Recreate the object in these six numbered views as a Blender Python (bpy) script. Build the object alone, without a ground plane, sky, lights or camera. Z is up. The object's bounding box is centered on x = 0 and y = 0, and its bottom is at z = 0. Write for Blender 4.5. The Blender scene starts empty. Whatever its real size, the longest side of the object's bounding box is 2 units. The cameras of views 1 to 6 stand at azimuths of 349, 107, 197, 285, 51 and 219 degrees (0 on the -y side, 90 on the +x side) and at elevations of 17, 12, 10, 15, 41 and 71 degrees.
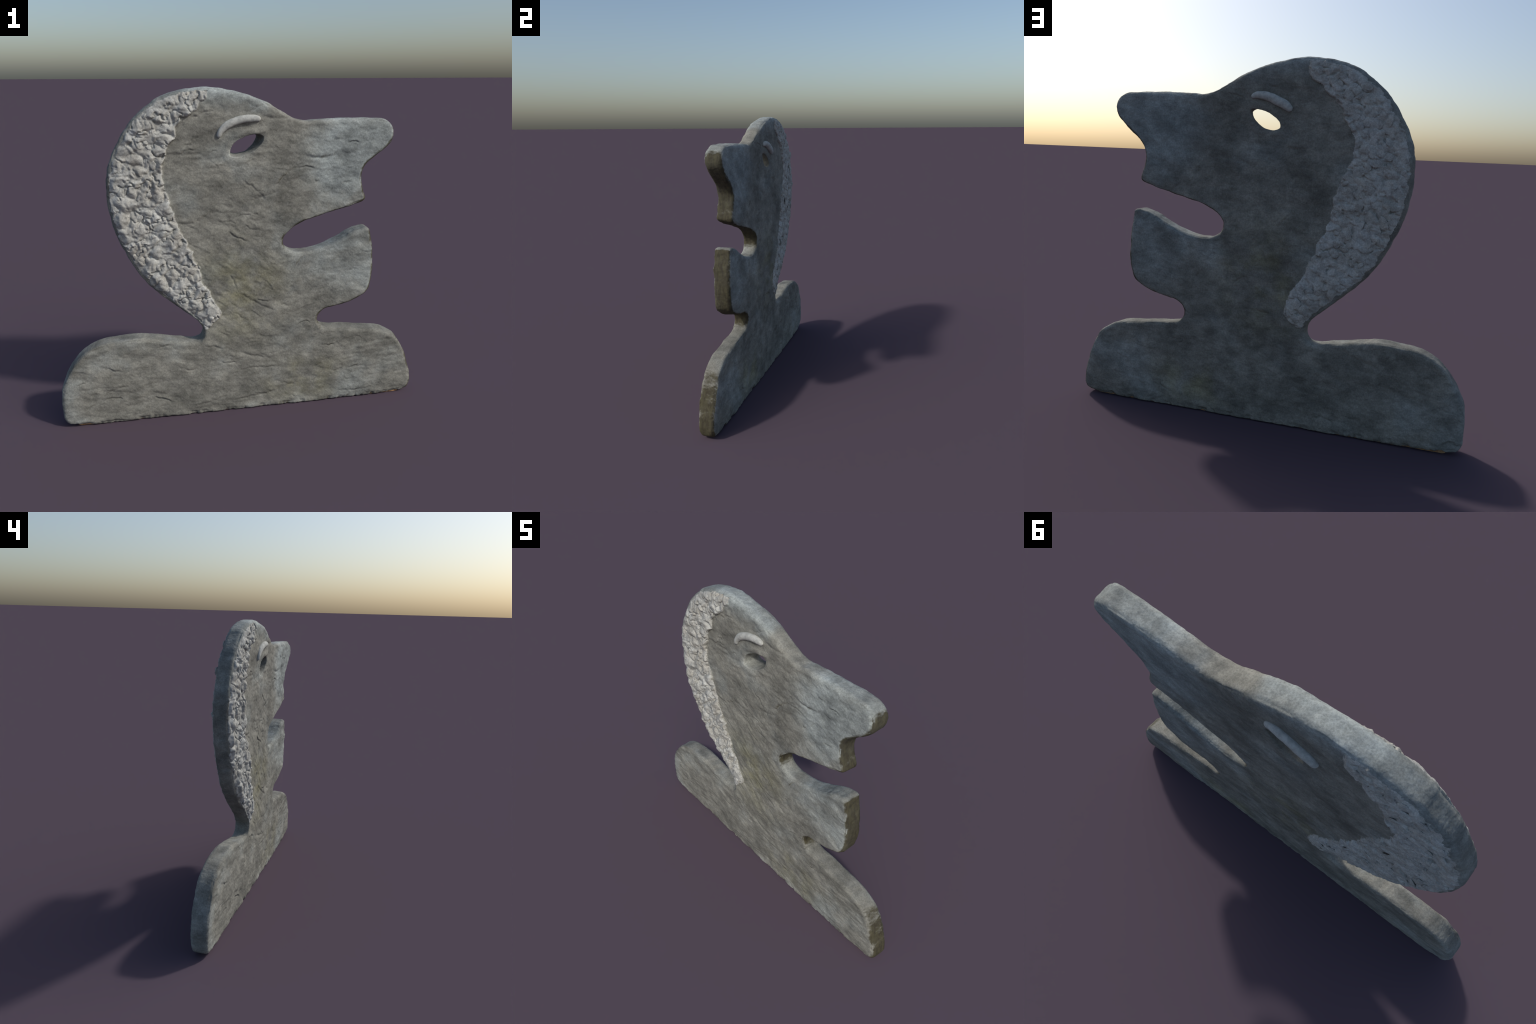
"""Clay / stone profile head: an upright slab cut to the outline of a face that
sits on its shoulders, with pressed-on lumps for hair, a rolled eyebrow on each
side and an eye hole right through the slab."""
import bpy, math, random
import numpy as np
from mathutils import Vector, Matrix, Euler

rng = np.random.default_rng(7)
random.seed(7)
CELL = 0.0038            # sculpting resolution of the slab
HALF = 0.0505            # half thickness of the slab

# --------------------------------------------------------------- noise tools
def _hash(ix, iy, iz, seed):
    h = (ix.astype(np.int64) * 374761393 + iy.astype(np.int64) * 668265263
         + iz.astype(np.int64) * 2147483647 + seed * 1274126177) & 0xFFFFFFFF
    h = ((h ^ (h >> 13)) * 1274126177) & 0xFFFFFFFF
    return ((h ^ (h >> 16)) & 0xFFFFFF).astype(np.float64) / 0xFFFFFF

def noise(x, y, z, seed=0):
    """smooth value-gradient noise in about -1..1"""
    fx, fy, fz = np.floor(x), np.floor(y), np.floor(z)
    tx, ty, tz = x - fx, y - fy, z - fz
    ux, uy, uz = [t * t * t * (t * (t * 6 - 15) + 10) for t in (tx, ty, tz)]
    ix, iy, iz = fx.astype(np.int64), fy.astype(np.int64), fz.astype(np.int64)
    out = 0
    for a in (0, 1):
        for b in (0, 1):
            for c in (0, 1):
                g = _hash(ix + a, iy + b, iz + c, seed) * 2 * math.pi
                q = _hash(ix + a, iy + b, iz + c, seed + 91) * 2 - 1
                s = np.sqrt(1 - q * q)
                dot = (tx - a) * s * np.cos(g) + (ty - b) * s * np.sin(g) + (tz - c) * q
                w = (ux if a else 1 - ux) * (uy if b else 1 - uy) * (uz if c else 1 - uz)
                out = out + w * dot
    return out * 1.6

def fbm(x, y, z, seed=0, octaves=3):
    s, a = 0, 1.0
    for o in range(octaves):
        s = s + a * noise(x * 2 ** o, y * 2 ** o, z * 2 ** o, seed + 17 * o)
        a *= 0.5
    return s

def smooth(lo, hi, v):
    t = np.clip((v - lo) / (hi - lo), 0, 1)
    return t * t * (3 - 2 * t)

# ------------------------------------------------------------ 2D curve tools
def spline(points, closed=True, step=0.004):
    """centripetal Catmull-Rom through the control points"""
    p = np.array(points, float)
    n = len(p)
    out = []
    for i in range(n if closed else n - 1):
        if closed:
            a, b, c, d = p[(i - 1) % n], p[i], p[(i + 1) % n], p[(i + 2) % n]
        else:
            b, c = p[i], p[i + 1]
            a = p[i - 1] if i else 2 * b - c
            d = p[i + 2] if i + 2 < n else 2 * c - b
        t0 = 0.0
        t1 = t0 + np.linalg.norm(b - a) ** 0.5
        t2 = t1 + np.linalg.norm(c - b) ** 0.5
        t3 = t2 + np.linalg.norm(d - c) ** 0.5
        k = max(2, int(np.linalg.norm(c - b) / step))
        t = np.linspace(t1, t2, k, endpoint=False)[:, None]
        A1 = (t1 - t) / (t1 - t0) * a + (t - t0) / (t1 - t0) * b
        A2 = (t2 - t) / (t2 - t1) * b + (t - t1) / (t2 - t1) * c
        A3 = (t3 - t) / (t3 - t2) * c + (t - t2) / (t3 - t2) * d
        B1 = (t2 - t) / (t2 - t0) * A1 + (t - t0) / (t2 - t0) * A2
        B2 = (t3 - t) / (t3 - t1) * A2 + (t - t1) / (t3 - t1) * A3
        out.append((t2 - t) / (t2 - t1) * B1 + (t - t1) / (t2 - t1) * B2)
    out = np.concatenate(out)
    if not closed:
        out = np.vstack([out, p[-1]])
    return out

class Distance2D:
    """signed distance to a closed curve (positive inside), on a lookup grid"""
    def __init__(self, curve, lo, hi, cell):
        self.lo, self.cell = np.array(lo), cell
        nx, nz = [int((h - l) / cell) + 2 for l, h in zip(lo, hi)]
        gx = lo[0] + np.arange(nx) * cell
        gz = lo[1] + np.arange(nz) * cell
        X, Z = np.meshgrid(gx, gz, indexing="ij")
        best = np.full(X.shape, 9.0)
        inside = np.zeros(X.shape, bool)
        A, B = curve, np.roll(curve, -1, 0)
        for (ax, az), (bx, bz) in zip(A, B):
            ex, ez = bx - ax, bz - az
            l2 = ex * ex + ez * ez + 1e-12
            t = np.clip(((X - ax) * ex + (Z - az) * ez) / l2, 0, 1)
            d = (X - ax - t * ex) ** 2 + (Z - az - t * ez) ** 2
            np.minimum(best, d, out=best)
            if az != bz:
                cross = ((az > Z) != (bz > Z)) & (X < ex * (Z - az) / (bz - az) + ax)
                inside ^= cross
        d = np.sqrt(best)
        self.grid = np.where(inside, d, -d)

    def __call__(self, x, z):
        u = (x - self.lo[0]) / self.cell
        v = (z - self.lo[1]) / self.cell
        g = self.grid
        i = np.clip(np.floor(u).astype(int), 0, g.shape[0] - 2)
        j = np.clip(np.floor(v).astype(int), 0, g.shape[1] - 2)
        a, b = np.clip(u - i, 0, 1), np.clip(v - j, 0, 1)
        return ((g[i, j] * (1 - a) + g[i + 1, j] * a) * (1 - b)
                + (g[i, j + 1] * (1 - a) + g[i + 1, j + 1] * a) * b)

# ------------------------------------------------------------------ profiles
# the outline, walked clockwise as seen from the front (x to the right, z up)
BACK_SHOULDER = [(-.955, .010), (-.978, .020), (-.994, .05), (-.997, .12), (-.993, .19), (-.981, .25),
    (-.957, .305), (-.93, .35), (-.895, .397), (-.852, .433), (-.805, .456), (-.745, .473),
    (-.68, .481), (-.61, .485), (-.55, .481), (-.49, .473), (-.42, .461), (-.35, .448)]
NAPE = [(-.306, .440), (-.270, .440), (-.246, .452), (-.234, .475), (-.232, .502), (-.247, .535)]
SKULL = [(-.28, .573), (-.33, .619), (-.39, .670), (-.45, .722), (-.5, .772), (-.545, .832),
    (-.582, .898), (-.615, .963), (-.645, 1.032), (-.668, 1.11), (-.680, 1.18), (-.684, 1.26),
    (-.680, 1.33), (-.664, 1.4), (-.636, 1.467), (-.595, 1.54), (-.545, 1.607), (-.49, 1.66),
    (-.43, 1.703), (-.36, 1.734), (-.28, 1.751), (-.2, 1.758), (-.13, 1.756)]
FOREHEAD = [(-.06, 1.744), (.03, 1.721), (.11, 1.687), (.18, 1.648), (.25, 1.611), (.31, 1.596)]
NOSE = [(.38, 1.597), (.48, 1.601), (.58, 1.604), (.67, 1.603), (.728, 1.597), (.769, 1.577),
    (.787, 1.550), (.791, 1.522), (.784, 1.488), (.762, 1.459), (.71, 1.416), (.668, 1.384),
    (.640, 1.353), (.627, 1.318), (.625, 1.285)]
UPPER_LIP = [(.632, 1.25), (.642, 1.215), (.649, 1.184), (.640, 1.171)]
MOUTH = [(.585, 1.152), (.515, 1.132), (.44, 1.11), (.36, 1.087), (.29, 1.063), (.24, 1.035),
    (.212, 1.005), (.204, .97), (.218, .937), (.258, .913), (.31, .909), (.39, .921),
    (.45, .938), (.515, .968), (.575, .998), (.63, 1.019)]
CHIN = [(.664, 1.026), (.682, 1.017), (.694, .975), (.705, .92), (.711, .86), (.714, .79),
    (.711, .735), (.7, .69), (.684, .658), (.652, .633), (.6, .609), (.545, .591), (.49, .58)]
THROAT = [(.455, .573), (.424, .554), (.408, .533), (.407, .506), (.43, .470)]
FRONT_SHOULDER = [(.47, .456), (.56, .446), (.65, .435), (.73, .426), (.79, .415), (.84, .39),
    (.885, .358), (.925, .302), (.953, .24), (.975, .17), (.989, .11), (.993, .06), (.980, .024), (.955, .010)]
OUTLINE = (BACK_SHOULDER + NAPE + SKULL + FOREHEAD + NOSE + UPPER_LIP + MOUTH + CHIN + THROAT + FRONT_SHOULDER)

EYE_FRONT = [(-.074, 1.432), (-.072, 1.465), (-.053, 1.495), (-.021, 1.513), (.015, 1.527), (.049, 1.534),
    (.078, 1.535), (.097, 1.522), (.096, 1.508), (.080, 1.480), (.048, 1.451), (.008, 1.432), (-.040, 1.422)]
EYE_BACK = [(.072, 1.523), (.022, 1.524), (-.006, 1.515), (-.030, 1.502), (-.057, 1.484), (-.071, 1.465),
    (-.071, 1.446), (-.048, 1.434), (-.012, 1.436), (.018, 1.446), (.043, 1.464), (.060, 1.484)]

# inner edge of the hair (towards the face) from the crown down to the nape
HAIRLINE_FRONT = [(-.165, 1.80), (-.185, 1.715), (-.224, 1.675), (-.257, 1.644), (-.308, 1.614), (-.335, 1.57),
    (-.340, 1.534), (-.363, 1.503), (-.387, 1.462), (-.398, 1.42), (-.410, 1.37), (-.408, 1.31),
    (-.395, 1.25), (-.368, 1.17), (-.350, 1.11), (-.317, 1.026), (-.295, .979), (-.272, .927),
    (-.243, .850), (-.233, .795), (-.209, .745), (-.180, .684), (-.151, .627), (-.128, .600),
    (-.170, .550), (-.208, .515), (-.235, .515), (-.29, .510)]
HAIRLINE_BACK = [(-.17, 1.80), (-.194, 1.735), (-.198, 1.689), (-.228, 1.648), (-.265, 1.632), (-.292, 1.600),
    (-.332, 1.559), (-.358, 1.515), (-.389, 1.466), (-.413, 1.418), (-.420, 1.370), (-.411, 1.310),
    (-.385, 1.255), (-.354, 1.184), (-.339, 1.133), (-.332, 1.08), (-.318, 1.005), (-.287, .945),
    (-.270, .895), (-.243, .842), (-.225, .796), (-.193, .733), (-.150, .676), (-.133, .614),
    (-.126, .570), (-.170, .526), (-.225, .510), (-.29, .505)]
HAIR_OUTSIDE = [(-.45, .53), (-.80, .62), (-.85, 1.2), (-.70, 1.80)]

LO, HI = (-1.06, -.06), (1.06, 1.84)
body_d = Distance2D(spline(OUTLINE), LO, HI, .005)
eye_front_d = Distance2D(spline(EYE_FRONT), (-.16, 1.33), (.18, 1.62), .0025)
eye_back_d = Distance2D(spline(EYE_BACK), (-.16, 1.33), (.18, 1.62), .0025)
hair_front_d = Distance2D(np.array(spline(HAIRLINE_FRONT, closed=False).tolist() + HAIR_OUTSIDE),
                          LO, HI, .006)
hair_back_d = Distance2D(np.array(spline(HAIRLINE_BACK, closed=False).tolist() + HAIR_OUTSIDE), LO, HI, .006)

def spot(x, z, cx, cz, rx, rz):
    return np.exp(-((x - cx) / rx) ** 2 - ((z - cz) / rz) ** 2)

def front_depth(x, z):
    """distance of the front face from y = 0: dished in the middle, fuller at the ends"""
    return (.0440 + .006 * smooth(.45, .80, np.abs(x)) * smooth(.75, .5, z)
            + .005 * smooth(.40, .70, x) * smooth(.6, .9, z) - .004 * smooth(.5, .8, x) * smooth(.6, .4, z)
            + .005 * spot(x, z, -.30, .25, .5, .25) + .003 * spot(x, z, -.3, 1.55, .3, .2)
            - .002 * spot(x, z, .25, .8, .2, .2))

def back_depth(x, z):
    """distance of the back face from y = 0: nose, chin and shoulder tips stand out"""
    return (.0500 + .0045 * smooth(.35, .65, x) + .003 * spot(x, z, .35, .6, .3, .25) + .002 * smooth(-.6, -.85, x)
            - .005 * smooth(-.2, -.6, x) * smooth(.6, .9, z))

def slab_half(x, z):
    return .5 * (front_depth(x, z) + back_depth(x, z))

def slab_middle(x, z):
    return .5 * (back_depth(x, z) - front_depth(x, z))

def edge_radius(x, z):
    """softly rounded along crown and nose, crisper at mouth, chin and foot"""
    r = .021 + 0 * x
    r = r + .006 * spot(x, z, .65, 1.55, .3, .12) + .006 * spot(x, z, -.1, 1.75, .5, .12)
    r = r - .004 * spot(x, z, .45, 1.08, .3, .14) + .002 * spot(x, z, .75, .8, .2, .25)
    r = r + .006 * smooth(.07, .03, z)
    r = r + .002 * smooth(-.3, -.6, x) * smooth(.5, .8, z)
    return r

def slab_field(x, y, z):
    """approximate signed distance of the undisplaced slab, negative inside"""
    xs = x - .10 * y * smooth(.72, .97, x)          # the front shoulder end is cut askew
    slope = .11 * smooth(1.02, 1.12, z) - .035 * smooth(.05, .3, z) * smooth(1.12, 1.02, z)
    slope = slope * (1 - .8 * smooth(1.35, 1.5, z))
    zs = z + slope * y                              # rims slope a little across the thickness
    d = body_d(xs, zs)
    r = edge_radius(x, z)
    qx = r - d
    qy = np.abs(y - slab_middle(x, z)) - (slab_half(x, z) - r)
    f = (np.minimum(np.maximum(qx, qy), 0)
         + np.sqrt(np.maximum(qx, 0) ** 2 + np.maximum(qy, 0) ** 2) - r)
    # eye hole, front almond blending into the smaller back opening
    t = smooth(-.055, .055, y)
    e = eye_front_d(x, z) * (1 - t) + eye_back_d(x, z) * t
    e = np.where((np.abs(x - .01) < .15) & (np.abs(z - 1.475) < .125), e, -.2)
    k = .004
    h = np.maximum(k - np.abs(f - e), 0) / k
    return np.maximum(f, e) + h * h * k * .25

# ------------------------------------------------- polygonise (surface nets)
def polygonise():
    lo = np.array([-1.012, -.066, -.012])
    hi = np.array([1.012, .070, 1.782])
    n = ((hi - lo) / CELL).astype(int) + 2
    ax = [lo[i] + np.arange(n[i]) * CELL for i in range(3)]
    F = np.empty(n, np.float32)
    X, Z = np.meshgrid(ax[0], ax[2], indexing="ij")
    for j in range(n[1]):
        F[:, j, :] = slab_field(X, np.full_like(X, ax[1][j]), Z)
    S = F < 0
    cnt = np.zeros(n - 1, np.int8)
    for a in (0, 1):
        for b in (0, 1):
            for c in (0, 1):
                cnt += S[a:n[0] - 1 + a, b:n[1] - 1 + b, c:n[2] - 1 + c]
    active = (cnt > 0) & (cnt < 8)
    idx = np.full(n - 1, -1, np.int64)
    cells = np.argwhere(active)
    idx[active] = np.arange(len(cells))
    V = lo + (cells + .5) * CELL
    quads = []
    for axis in range(3):
        o1, o2 = [(1, 2), (2, 0), (0, 1)][axis]
        sl0 = [slice(1, n[k] - 1) for k in range(3)]
        sl0[axis] = slice(0, n[axis] - 1)
        sl1 = list(sl0)
        sl1[axis] = slice(1, n[axis])
        A, B = S[tuple(sl0)], S[tuple(sl1)]
        hit = np.argwhere(A != B)
        base = hit.copy()
        for k in range(3):
            if k != axis:
                base[:, k] += 1
        flip = A[tuple(hit.T)]
        def cell(d1, d2):
            c = base.copy()
            c[:, o1] += d1
            c[:, o2] += d2
            return idx[tuple(c.T)]
        q = np.stack([cell(-1, -1), cell(0, -1), cell(0, 0), cell(-1, 0)], 1)
        q[~flip] = q[~flip][:, ::-1]
        quads.append(q)
    Q = np.concatenate(quads)
    for _ in range(5):                       # settle the vertices on the surface
        f, g = field_and_gradient(V)
        V = V - np.clip(f, -CELL, CELL)[:, None] * g
    return V, Q

def field_and_gradient(V):
    e = .0012
    f = slab_field(*V.T)
    g = np.stack([slab_field(*(V + d).T) - slab_field(*(V - d).T)
                  for d in np.eye(3) * e], 1) / (2 * e)
    g /= np.maximum(np.linalg.norm(g, axis=1), 1e-6)[:, None]
    return f, g

# ------------------------------------------------------------ surface relief
def lump_field(x, z, inside, count, r_lo, r_hi, seed, tilt, plate):
    """height of pressed-on pellets: the upper envelope of tilted domes"""
    g = np.random.default_rng(seed)
    h = np.zeros_like(x)
    pts = []
    tries = 0
    while len(pts) < count and tries < 60000:
        tries += 1
        px, pz = g.uniform(-.72, -.1), g.uniform(.48, 1.77)
        if inside(np.array([px]), np.array([pz]))[0] < .006:
            continue
        r = g.uniform(r_lo, r_hi)
        if any((px - a) ** 2 + (pz - b) ** 2 < (.55 * (r + c)) ** 2 for a, b, c in pts[-400:]):
            continue
        pts.append((px, pz, r))
    for px, pz, r in pts:
        a = g.uniform(0, math.pi)
        s = g.uniform(.75, 1.3)
        tx, tz = g.normal(0, tilt, 2)
        lift = g.uniform(.6, 1.1)
        sel = np.where((np.abs(x - px) < 1.6 * r) & (np.abs(z - pz) < 1.6 * r))[0]
        if not len(sel):
            continue
        dx, dz = x[sel] - px, z[sel] - pz
        u = (dx * math.cos(a) + dz * math.sin(a)) / r * s
        v = (-dx * math.sin(a) + dz * math.cos(a)) / r / s
        q = u * u + v * v
        wob = 1 + .22 * np.sin(2 * np.arctan2(v, u) + a * 7) + .12 * np.sin(3 * np.arctan2(v, u) + a * 13)
        q = q * wob
        dome = np.clip(1 - q ** (3 if plate else 2), 0, 1) ** (.28 if plate else .6)
        dome = dome * (lift * .40 * r + tx * dx + tz * dz)
        h[sel] = np.maximum(h[sel], dome)
    return h

def hair_inside(x, z, side):
    d = hair_front_d(x, z) if side < 0 else hair_back_d(x, z)
    rim = body_d(x, z) - (.014 if side < 0 else .016)
    return np.minimum(d, rim)

def streaks(x, z, angle, seed, fine=1.0):
    c, s = math.cos(angle), math.sin(angle)
    u, v = x * c + z * s, -x * s + z * c
    w = .05 * noise(x * 3.4, 0 * x + seed, z * 3.4, seed + 4) + .015 * noise(x * 9, 0 * x + seed, z * 9, seed + 5)
    return (noise(u * 5.5 * fine, 0 * x + seed * 1.7, (v + w) * 19 * fine, seed)
            + .35 * noise(u * 13 * fine, 0 * x + seed * 1.7, (v + w) * 48 * fine, seed + 17))

def tears(x, z, side, facing):
    """short curved cuts, each with a lip pushed up along one edge"""
    g = np.random.default_rng(55)
    h = np.zeros_like(x)
    for s_, count, strength, long in ((-1, 150, 1.0, False), (-1, 55, .8, True), (1, 110, .7, False), (1, 30, .6, True)):
        face = np.where((side == s_) & (facing > .2))[0]
        fx, fz = x[face], z[face]
        for _ in range(count):
            cx, cz = g.uniform(-.97, .78), g.uniform(.02, 1.72)
            if body_d(np.array([cx]), np.array([cz]))[0] < .02:
                continue
            neck = math.exp(-((cx + .1) / .3) ** 2 - ((cz - .75) / .42) ** 2)
            jaw = math.exp(-((cx - .35) / .28) ** 2 - ((cz - .72) / .22) ** 2)
            ang = .14 - .85 * neck + .35 * jaw + g.normal(0, .28)
            if s_ > 0:
                ang = -.35 + g.normal(0, .5)
            half = g.uniform(.07, .15) if long else g.uniform(.012, .06)
            bend = g.normal(0, 1.2) if long else g.normal(0, 6)
            wide = g.uniform(.005, .009) if long else g.uniform(.0028, .0052)
            deep = strength * (.0008 + .0034 * g.uniform() ** 2)
            c, s = math.cos(ang), math.sin(ang)
            near = np.where((np.abs(fx - cx) < half + .02) & (np.abs(fz - cz) < half + .02))[0]
            dx, dz = fx[near] - cx, fz[near] - cz
            u, v = dx * c + dz * s, -dx * s + dz * c
            v = v - bend * u * u - .006 * noise(u * 45 + cx * 90, 0 * u, 0 * u + cz * 50, 58) - .002 * noise(u * 160, 0 * u, 0 * u + cz * 50, 59)
            along = smooth(1.0, .55, np.abs(u) / half)
            cut = -deep * np.exp(-(v / wide) ** 2) + .6 * deep * np.exp(-((v - 2.6 * wide) / (2.2 * wide)) ** 2)
            h[face[near]] += facing[face[near]] * along * cut
    return h

def relief(V, N):
    x, y, z = V.T
    side = np.where(N[:, 1] < 0, -1.0, 1.0)
    facing = smooth(.55, .9, np.abs(N[:, 1]))
    yy = np.where(facing > .5, side * 3.1, y * 8)       # faces get separate noise per side
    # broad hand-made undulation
    d = .0034 * noise(x * 5, yy, z * 5, 3) + .0026 * fbm(x * 13, yy, z * 17, 4, 3)
    # dragged clay: direction follows nose, jaw, cheek and neck
    w_neck = spot(x, z, -.1, .75, .3, .42)
    w_jaw = spot(x, z, .35, .72, .28, .22) + .6 * spot(x, z, .2, .35, .4, .2)
    w_flat = np.clip(1 - w_neck - w_jaw, 0, 1)
    o = side * 11
    st = (w_flat * streaks(x + o, z, .14, 21) + w_neck * streaks(x + o, z, -.75, 33)
          + w_jaw * streaks(x + o, z, .42, 45))
    amount = np.where(side < 0, 1.0, .55)
    d = d + facing * amount * .0034 * st
    # short tears left by dragging a tool through stiff clay
    d = d + tears(x, z, side, facing)
    # fine tooth
    d = d + .0007 * fbm(x * 90, yy * 3 + y * 90, z * 90, 81, 2)
    # rims: soft dents and a rougher cut
    rim = 1 - facing
    d = d + rim * (.0013 * fbm(x * 16, y * 16, z * 16, 91, 2))
    # raised lid round the eye
    e = np.where(side < 0, eye_front_d(x, z), eye_back_d(x, z))
    near = (np.abs(x) < .15) & (np.abs(z - 1.475) < .12)
    d = d + np.where(near, facing * .0028 * np.exp(-((e + .020) / .014) ** 2), 0)
    # broken lower edge
    foot = smooth(.03, .012, z) * smooth(-.02, .02, np.abs(y) - .02)
    d = d - foot * .013 * np.clip(noise(x * 15, side * 4, z * 6, 99) + .5 * noise(x * 47, side * 4, z * 20, 98) + .1, 0, 1)
    # a flake broken off the rear lower corner
    flake = smooth(.055, .040, np.hypot((x + .955) * .8, z - .020 + .012 * noise(x * 40, 0 * x, z * 40, 97)))
    d = d - .009 * flake * (side > 0) * facing
    # hair bed: raised patch with a lumpy skin on each face
    hair = np.zeros_like(x)
    mask = np.zeros_like(x)
    for s_, count, r_lo, r_hi, sd, tl, lift in ((-1, 360, .015, .032, 5, .38, -.0030), (1, 330, .016, .034, 6, .34, -.0030)):
        sel = np.where((side == s_) & (x < -.05) & (z > .44) & (np.abs(N[:, 1]) > .3))[0]
        xs, zs = x[sel], z[sel]
        edge = hair_inside(xs, zs, s_) + .011 * noise(xs * 24, 0 * xs + s_, zs * 24, 7) + .005 * noise(xs * 60, 0 * xs + s_, zs * 60, 8)
        m = smooth(-.002, .006, edge)
        rimfade = smooth(.012, .050, body_d(xs, zs))
        lumps = lump_field(xs, zs, lambda a, b: hair_inside(a, b, s_), count, r_lo, r_hi, sd, tl, s_ > 0)
        top = .014 if s_ < 0 else .012
        lumps = top * np.tanh(np.maximum(lumps, 0) / top)
        # pinched clay: rounded swellings parted by sharp valleys
        wx = xs + .020 * noise(xs * 17, 0 * xs + s_, zs * 20, 13)
        wz = zs + .020 * noise(xs * 17, 0 * xs + s_, zs * 20, 14)
        wx, wz = .79 * wx + .61 * wz, -.61 * wx + .79 * wz
        f = 13.5 if s_ < 0 else 10.5
        billow = np.abs(noise(wx * f, 0 * xs + 2.3 * s_, wz * f, 15)) + .30 * np.abs(noise(wx * f * 2.1, 0 * xs + s_, wz * f * 2.1, 16))
        billow = np.clip(billow * 1.9, 0, 1.25) ** .75
        n1 = noise(xs * 16, 0 * xs + 3 * s_, zs * 16, 19) + .35 * noise(xs * 45, 0 * xs, zs * 45, 18)
        cracks = np.exp(-(n1 / .07) ** 2) * smooth(-.2, .2, noise(xs * 12, 0 * xs, zs * 12, 17))
        tall, deep, scale = (.0175, .0115, .55) if s_ < 0 else (.0030, .0040, 1.25)
        hair[sel] = m * (lift - .003 * smooth(.85, .60, zs) * (s_ < 0) + (.45 + .55 * rimfade) * (scale * lumps + tall * billow) - deep * cracks + .0008 * fbm(xs * 70, 0 * xs, zs * 70, 12, 2))
        d[sel] = d[sel] * (1 - .6 * m)
        mask[sel] = m
    return d + hair, mask

# ------------------------------------------------------------------ materials
def new_material(name):
    m = bpy.data.materials.new(name)
    m.use_nodes = True
    nt = m.node_tree
    nt.nodes.clear()
    out = nt.nodes.new("ShaderNodeOutputMaterial")
    bsdf = nt.nodes.new("ShaderNodeBsdfPrincipled")
    nt.links.new(bsdf.outputs[0], out.inputs[0])
    return m, nt, bsdf

class Graph:
    def __init__(self, nt, placed=False):
        self.nt = nt
        self.tc = nt.nodes.new("ShaderNodeTexCoord")
        self.place = nt.nodes.new("ShaderNodeNewGeometry") if placed else None
    def node(self, kind, **kw):
        n = self.nt.nodes.new(kind)
        for k, v in kw.items():
            setattr(n, k, v)
        return n
    def link(self, a, b):
        self.nt.links.new(a, b)
    def coordinates(self):
        return self.place.outputs["Position"] if self.place else self.tc.outputs["Object"]
    def noise(self, scale, detail=4, rough=.55, stretch=(1, 1, 1), rot=(0, 0, 0), dist=0.0):
        mp = self.node("ShaderNodeMapping")
        mp.inputs["Scale"].default_value = stretch
        mp.inputs["Rotation"].default_value = rot
        self.link(self.coordinates(), mp.inputs[0])
        n = self.node("ShaderNodeTexNoise")
        n.inputs["Scale"].default_value = scale
        n.inputs["Detail"].default_value = detail
        n.inputs["Roughness"].default_value = rough
        n.inputs["Distortion"].default_value = dist
        self.link(mp.outputs[0], n.inputs["Vector"])
        return n.outputs["Fac"]
    def ramp(self, fac, lo, hi, a=0.0, b=1.0):
        n = self.node("ShaderNodeMapRange", interpolation_type="SMOOTHSTEP")
        n.inputs[1].default_value, n.inputs[2].default_value = lo, hi
        n.inputs[3].default_value, n.inputs[4].default_value = a, b
        self.link(fac, n.inputs[0])
        return n.outputs[0]
    def math(self, op, a, b):
        n = self.node("ShaderNodeMath", operation=op)
        for i, v in enumerate((a, b)):
            if isinstance(v, (int, float)):
                n.inputs[i].default_value = v
            else:
                self.link(v, n.inputs[i])
        return n.outputs[0]
    def mix(self, fac, a, b, mode="MIX"):
        n = self.node("ShaderNodeMix", data_type="RGBA", blend_type=mode)
        if isinstance(fac, (int, float)):
            n.inputs[0].default_value = fac
        else:
            self.link(fac, n.inputs[0])
        for i, v in ((6, a), (7, b)):
            if isinstance(v, tuple):
                n.inputs[i].default_value = (*v, 1)
            else:
                self.link(v, n.inputs[i])
        return n.outputs[2]
    def blob(self, cx, cz, rx, rz):
        """soft elliptical patch placed on the slab, seen from front and back"""
        mp = self.node("ShaderNodeMapping")
        mp.inputs["Location"].default_value = (-cx / rx, 0, -cz / rz)
        mp.inputs["Scale"].default_value = (1 / rx, 0, 1 / rz)
        self.link(self.tc.outputs["Object"], mp.inputs[0])
        ln = self.node("ShaderNodeVectorMath", operation="LENGTH")
        self.link(mp.outputs[0], ln.inputs[0])
        return self.ramp(ln.outputs["Value"], 1.0, 0.0)
    def bump(self, height, strength, distance, bsdf):
        n = self.node("ShaderNodeBump")
        n.inputs["Strength"].default_value = strength
        n.inputs["Distance"].default_value = distance
        self.link(height, n.inputs["Height"])
        self.link(n.outputs[0], bsdf.inputs["Normal"])

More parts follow.
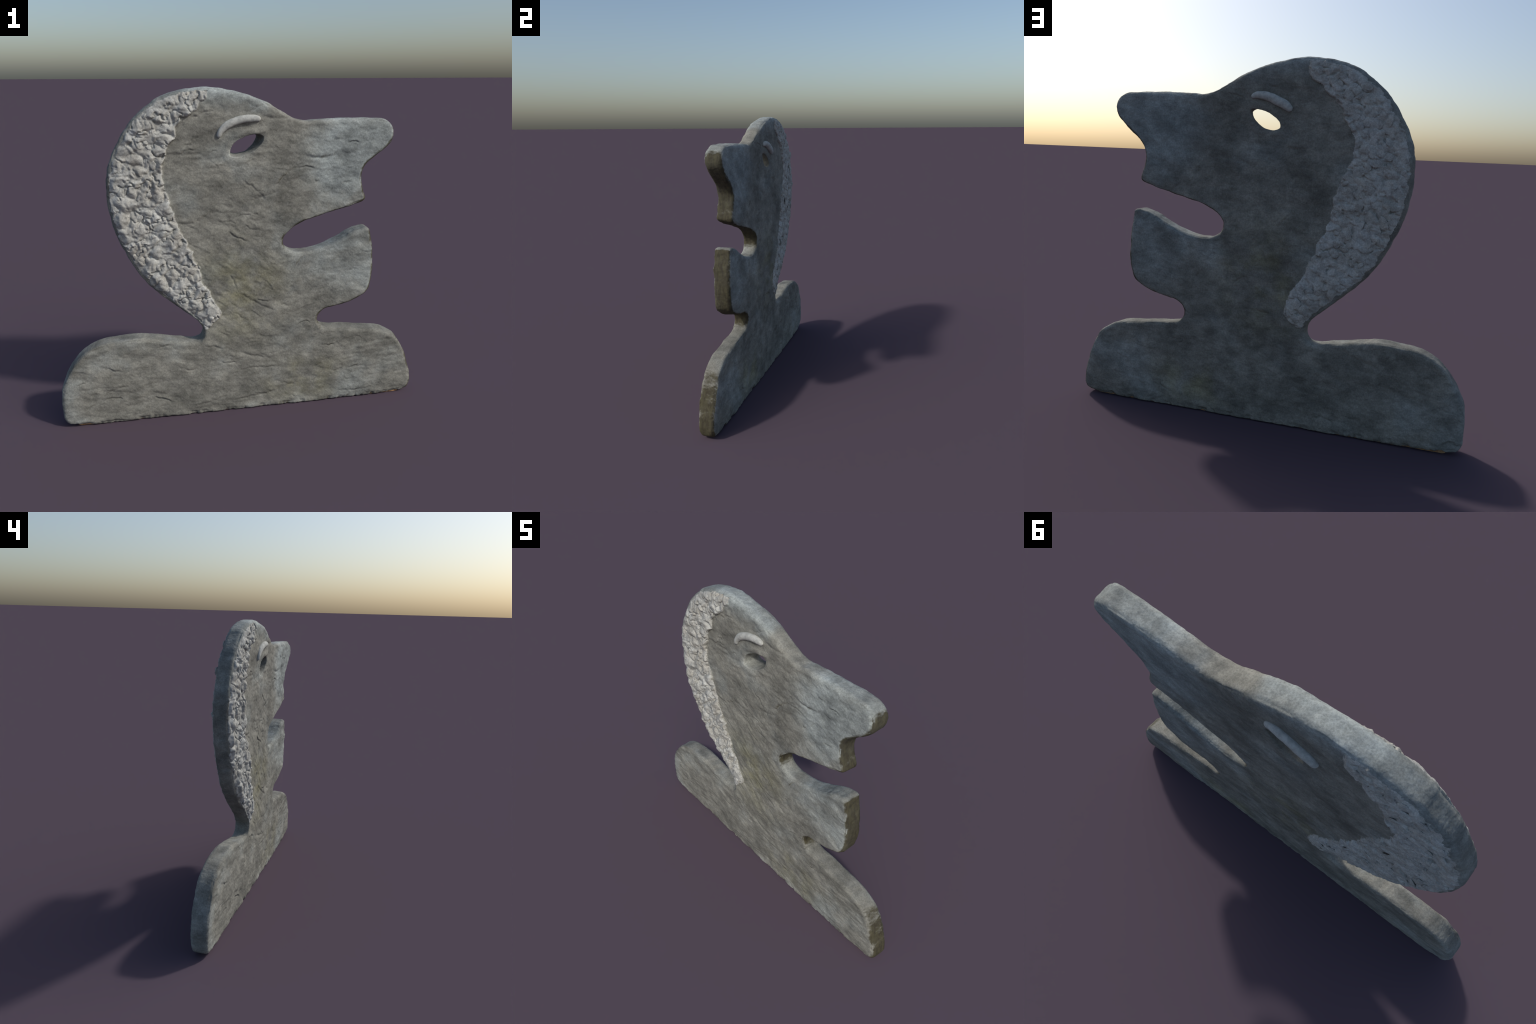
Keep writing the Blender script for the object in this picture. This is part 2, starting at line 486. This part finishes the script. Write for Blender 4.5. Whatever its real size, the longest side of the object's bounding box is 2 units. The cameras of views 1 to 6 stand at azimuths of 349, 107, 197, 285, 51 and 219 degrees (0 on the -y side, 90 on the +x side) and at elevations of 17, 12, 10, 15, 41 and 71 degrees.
def stone_material():
    m, nt, bsdf = new_material("weathered_clay")
    g = Graph(nt)
    warm, cool, olive, pale = (.208, .207, .181), (.262, .290, .282), (.205, .197, .118), (.340, .355, .340)
    # cool cast on nose and jaw, painted sky light on the crown; warm cheek; olive film on neck and breast
    cloud = g.noise(2.6, 3, .6)
    cast = g.math("ADD", g.blob(.62, 1.42, .55, .38), g.math("MULTIPLY", g.blob(.60, .80, .42, .34), .55))
    cast = g.math("ADD", cast, g.math("MULTIPLY", g.blob(-.12, 1.80, .75, .22), .8))  # sky-lit brightness of the crown's top rim, put into the colour
    cast = g.math("ADD", cast, g.ramp(cloud, .42, .68, 0, .5))
    col = g.mix(g.ramp(cast, .1, .9), warm, cool)
    film = g.math("MULTIPLY", g.math("MAXIMUM", g.blob(.34, .16, .36, .20), g.blob(-.02, .72, .36, .42)),
                  g.ramp(g.noise(7, 4, .6), .36, .66))
    col = g.mix(g.math("MULTIPLY", film, .75), col, olive)
    # mottling and drag marks
    mott = g.math("MULTIPLY", g.ramp(g.noise(11, 5, .62), .3, .72, .72, 1.22), g.ramp(g.noise(3.3, 3, .55), .32, .6, .80, 1.06))
    drag = g.ramp(g.noise(22, 4, .65, stretch=(.6, 1, 1.4), rot=(0, .35, 0), dist=.6), .3, .7, .86, 1.14)
    grit = g.ramp(g.noise(150, 3, .7), .3, .7, .82, 1.18)
    tone = g.math("MULTIPLY", g.math("MULTIPLY", mott, drag), grit)
    comb = g.node("ShaderNodeCombineColor")
    for i in range(3):
        g.link(tone, comb.inputs[i])
    col = g.mix(1.0, col, comb.outputs[0], "MULTIPLY")
    # worn pale edges, broken up by grain
    geo = g.node("ShaderNodeNewGeometry")
    wear = g.math("MULTIPLY", g.ramp(geo.outputs["Pointiness"], .515, .60), g.ramp(g.noise(30, 4, .6), .35, .65))
    col = g.mix(g.math("MULTIPLY", wear, .22), col, pale)
    # brown-olive growth on the sheltered face edges (lip, chin, shoulder end)
    dotn = g.node("ShaderNodeVectorMath", operation="DOT_PRODUCT")
    dotn.inputs[1].default_value = (.87, 0, -.49)
    g.link(g.tc.outputs["Normal"], dotn.inputs[0])
    shel = g.math("ADD", dotn.outputs["Value"], g.ramp(g.noise(14, 3, .5), .25, .75, -.16, .16))
    shel = g.ramp(shel, .18, .66)
    pos = g.node("ShaderNodeSeparateXYZ")
    g.link(g.tc.outputs["Object"], pos.inputs[0])
    shel = g.math("MULTIPLY", shel, g.ramp(pos.outputs["X"], .12, .20))
    growth = g.mix(g.ramp(g.noise(40, 4, .6, stretch=(1, 1.6, .5)), .35, .65), (.026, .020, .008), (.052, .046, .021))
    col = g.mix(g.math("MULTIPLY", shel, .9), col, growth)
    g.link(col, bsdf.inputs["Base Color"])
    bsdf.inputs["Roughness"].default_value = .88
    bsdf.inputs["Specular IOR Level"].default_value = .25
    hgt = g.math("ADD", g.noise(120, 4, .7), g.math("MULTIPLY", g.noise(34, 4, .6, stretch=(.65, 1, 1.3), rot=(0, .25, 0), dist=.5), 1.1))
    g.bump(hgt, .36, .0030, bsdf)
    return m

def hair_material():
    m, nt, bsdf = new_material("pale_clay")
    g = Graph(nt, placed=True)       # one grain running through bed and lumps
    base = g.mix(g.ramp(g.noise(9, 4, .6), .35, .68), (.355, .349, .316), (.41, .42, .40))
    info = g.node("ShaderNodeObjectInfo")
    tone = g.math("MULTIPLY", g.ramp(g.noise(28, 4, .65), .3, .72, .78, 1.18), g.ramp(g.noise(160, 3, .7), .3, .7, .82, 1.18))
    tone = g.math("MULTIPLY", tone, g.ramp(info.outputs["Random"], 0, 1, .96, 1.04))
    comb = g.node("ShaderNodeCombineColor")
    for i in range(3):
        g.link(tone, comb.inputs[i])
    col = g.mix(1.0, base, comb.outputs[0], "MULTIPLY")
    g.link(col, bsdf.inputs["Base Color"])
    bsdf.inputs["Roughness"].default_value = .85
    bsdf.inputs["Specular IOR Level"].default_value = .25
    g.bump(g.noise(110, 4, .7), .5, .0028, bsdf)
    return m

def brow_material():
    m, nt, bsdf = new_material("rubbed_clay")
    g = Graph(nt)
    col = g.mix(g.ramp(g.noise(60, 4, .65), .3, .7), (.33, .34, .32), (.48, .49, .46))
    g.link(col, bsdf.inputs["Base Color"])
    bsdf.inputs["Roughness"].default_value = .85
    bsdf.inputs["Specular IOR Level"].default_value = .25
    g.bump(g.noise(110, 4, .7), .4, .0025, bsdf)
    return m

def pad_material():
    m, nt, bsdf = new_material("raw_brown_clay")
    g = Graph(nt)
    col = g.mix(g.ramp(g.noise(30, 5, .65), .35, .65), (.22, .12, .055), (.46, .28, .14))
    g.link(col, bsdf.inputs["Base Color"])
    bsdf.inputs["Roughness"].default_value = .9
    g.bump(g.noise(80, 4, .7), .5, .003, bsdf)
    return m

# ------------------------------------------------------------- object helpers
def link(obj, parent=None):
    bpy.context.scene.collection.objects.link(obj)
    if parent:
        obj.parent = parent
    return obj

def mesh_from(name, V, Q, normals=None, mat=None):
    me = bpy.data.meshes.new(name)
    me.vertices.add(len(V))
    me.vertices.foreach_set("co", np.ascontiguousarray(V, np.float32).ravel())
    me.loops.add(Q.size)
    me.loops.foreach_set("vertex_index", np.ascontiguousarray(Q, np.int32).ravel())
    me.polygons.add(len(Q))
    k = Q.shape[1]
    me.polygons.foreach_set("loop_start", np.arange(len(Q), dtype=np.int32) * k)
    me.polygons.foreach_set("use_smooth", np.ones(len(Q), bool))
    me.update(calc_edges=True)
    if normals is not None:
        me.normals_split_custom_set_from_vertices([tuple(n) for n in normals])
    if mat:
        me.materials.append(mat)
    return me

def vertex_normals(V, Q):
    fn = np.cross(V[Q[:, 2]] - V[Q[:, 0]], V[Q[:, 3]] - V[Q[:, 1]])
    N = np.zeros_like(V)
    for k in range(4):
        for a in range(3):
            N[:, a] += np.bincount(Q[:, k], fn[:, a], len(V))
    return N / np.maximum(np.linalg.norm(N, axis=1), 1e-12)[:, None]

# --------------------------------------------------------------------- build
STONE, HAIR, BROW, PAD = stone_material(), hair_material(), brow_material(), pad_material()

root = bpy.data.objects.new("profile_head_sculpture", None)
root["label"] = "grey clay slab sculpture of a face in profile"
root["category"] = "sculpture"
link(root)

V, Q = polygonise()
_, N0 = field_and_gradient(V)
disp, hair_m = relief(V, N0)
V = V + N0 * disp[:, None]
V[:, 2] = np.maximum(V[:, 2], .0035)
N = vertex_normals(V, Q)

C = V[Q].mean(1)
cx, cy, cz = C.T
cn = N0[Q].mean(1)
region = np.full(len(Q), 0)                                   # head
region[(cz < .46 + .03 * np.sin(cx * 5))] = 1                 # shoulders
region[(region == 0) & (cz < .78 + .35 * (cx + .1)) & (cx < .42 - .0 * cz)] = 2    # neck
region[(region != 1) & (cx > .205 + .35 * np.maximum(.9 - cz, 0)) & (cz < 1.03)] = 3   # jaw
region[(region == 0) & (cx > .40 + .25 * (1.6 - cz)) & (cz > 1.05)] = 4               # nose
hf = hair_m[Q].mean(1) > .35
region[hf & (cn[:, 1] < 0)] = 5
region[hf & (cn[:, 1] > 0)] = 6
parts = {}
for rid, name in enumerate(("head", "shoulders", "neck", "jaw", "nose", "hair", "hair")):
    q = Q[region == rid]
    used, inv = np.unique(q, return_inverse=True)
    me = mesh_from(name, V[used], inv.reshape(q.shape), N[used], HAIR if name == "hair" else STONE)
    parts[rid] = link(bpy.data.objects.new(name, me), root)

# pressed-on pellets of clay: a handful of shapes, many placements
def pellet_mesh(k, flat):
    import bmesh
    bm = bmesh.new()
    bmesh.ops.create_icosphere(bm, subdivisions=4, radius=1)
    P = np.array([v.co for v in bm.verts])
    x, y, z = P.T
    lump = .26 * noise(x * 1.1 + 7 * k, y * 1.1, z * 1.1, 200 + k) + .10 * fbm(x * 3.0, y * 3.0 + 4 * k, z * 3.0, 230 + k, 2)
    P = P * (1 + lump)[:, None]
    P[:, 1] *= 1 + (.15 if flat else .3) * np.sin(P[:, 0] * 1.6 + k)
    for v, p in zip(bm.verts, P):
        v.co = p
    me = bpy.data.meshes.new("hair_lump")
    bm.to_mesh(me)
    bm.free()
    for p in me.polygons:
        p.use_smooth = True
    me.materials.append(HAIR)
    return me

def scatter(side, count, r_lo, r_hi, thick, tilt, seed):
    g = np.random.default_rng(seed)
    shapes = [pellet_mesh(k + (20 if side > 0 else 0), side > 0) for k in range(9)]
    placed = []
    tries = 0
    while len(placed) < count and tries < 40000:
        tries += 1
        x, z = g.uniform(-.70, -.1), g.uniform(.48, 1.75)
        r = r_lo + (r_hi - r_lo) * g.uniform() ** 1.6
        if hair_inside(np.array([x]), np.array([z]), side)[0] < r * 1.2:
            continue
        if any((x - a) ** 2 + (z - b) ** 2 < (.72 * (r + c)) ** 2 for a, b, c in placed):
            continue
        placed.append((x, z, r))
    # fill up with less spacing
    while len(placed) < count:
        x, z = g.uniform(-.70, -.1), g.uniform(.48, 1.75)
        r = r_lo + (r_hi - r_lo) * .3 * g.uniform()
        if hair_inside(np.array([x]), np.array([z]), side)[0] > r * 1.2:
            placed.append((x, z, r))
    for x, z, r in placed:
        o = bpy.data.objects.new("hair_lump", shapes[g.integers(len(shapes))])
        depth = front_depth if side < 0 else back_depth
        y = side * (float(depth(np.array([x]), np.array([z]))[0]) + (.0025 if side < 0 else .0052))
        rot = Euler((g.normal(0, tilt), g.uniform(0, 6.283), g.normal(0, tilt)))
        mat = rot.to_matrix().to_4x4() @ Matrix.Diagonal((r * g.uniform(.9, 1.35), thick * g.uniform(.75, 1.25), r * g.uniform(.7, 1.05), 1))
        if side > 0:
            mat = Matrix.Rotation(math.pi, 4, "Z") @ mat
        link(o, parts[5 if side < 0 else 6])
        o.matrix_local = Matrix.Translation((x, y, z)) @ mat
    return placed

scatter(-1, 80, .012, .022, .0095, .22, 31)
scatter(1, 95, .016, .031, .0060, .17, 32)

# eyebrows: rolled sausages of clay laid in an arch over the eye
def eyebrow(points, widths, side, proud):
    path = spline(points, closed=False, step=.004)
    n, ring = len(path), 28
    t = np.linspace(0, 1, n)
    w = np.interp(t, np.linspace(0, 1, len(widths)), widths)
    end = np.clip(np.minimum(t, 1 - t) * n * .004 / .014, 0, 1)
    w = w * np.sqrt(1 - (1 - end) ** 2 + 1e-4)
    T = np.gradient(path, axis=0)
    T /= np.linalg.norm(T, axis=1)[:, None]
    nx, nz = -T[:, 1], T[:, 0]
    verts = []
    for i in range(n):
        for j in range(ring):
            a = 2 * math.pi * j / ring
            verts.append((path[i, 0] + nx[i] * w[i] * math.cos(a),
                          side * ((front_depth if side < 0 else back_depth)(path[i:i+1, 0], path[i:i+1, 1])[0] + .003 + proud * w[i] / max(widths) * math.sin(a)),
                          path[i, 1] + nz[i] * w[i] * math.cos(a)))
    P = np.array(verts)
    cen = np.repeat(np.stack([path[:, 0], np.full(n, side * HALF), path[:, 1]], 1), ring, 0)
    dn = P - cen
    P = P + dn * (.07 * fbm(P[:, 0] * 40, P[:, 1] * 40, P[:, 2] * 40, 300 + side, 2))[:, None]
    q = [(i * ring + j, i * ring + (j + 1) % ring, (i + 1) * ring + (j + 1) % ring, (i + 1) * ring + j)
         for i in range(n - 1) for j in range(ring)]
    q = np.array(q)
    me = mesh_from("eyebrow", P, q if side < 0 else q[:, ::-1], None, BROW)
    return link(bpy.data.objects.new("eyebrow", me), root)

eyebrow([(-.133, 1.520), (-.120, 1.550), (-.093, 1.576), (-.060, 1.593), (-.021, 1.605), (.012, 1.610), (.045, 1.611), (.082, 1.606)],
        [.010, .0150, .0185, .0195, .0195, .0190, .0175, .0125], -1, .0175)
eyebrow([(.072, 1.580), (.048, 1.588), (.015, 1.588), (-.021, 1.579), (-.060, 1.562), (-.096, 1.545), (-.124, 1.520)],
        [.011, .0165, .0195, .0210, .0215, .020, .0135], 1, .0185)

# raw brown clay showing along the foot
def foot_pad():
    xs = np.linspace(-.925, .925, 240)
    ring = []
    for sgn in (-1, 1):
        row = []
        for x in xs:
            a = np.array([x])
            e = min(1, (1 - abs(x) / .94) / .03)
            row.append((x, float(slab_middle(a, a * 0)[0]) + sgn * (.031 + .005 * float(noise(a * 30, a * 0 + sgn, a * 0, 401)[0])) * max(.2, e) ** .5))
        ring.append(row)
    P, q = [], []
    for x_i in range(len(xs)):
        for (px, py), h in ((ring[0][x_i], 0), (ring[0][x_i], .016), (ring[1][x_i], .016), (ring[1][x_i], 0)):
            P.append((px, py, h))
    for i in range(len(xs) - 1):
        for j in range(4):
            k = (j + 1) % 4
            q.append((i * 4 + j, (i + 1) * 4 + j, (i + 1) * 4 + k, i * 4 + k))
    q += [(0, 1, 2, 3), ((len(xs) - 1) * 4 + 3, (len(xs) - 1) * 4 + 2, (len(xs) - 1) * 4 + 1, (len(xs) - 1) * 4)]
    me = mesh_from("foot_pad", np.array(P), np.array(q), None, PAD)
    for p in me.polygons:
        p.use_smooth = False
    return link(bpy.data.objects.new("foot_pad", me), root)

foot_pad()
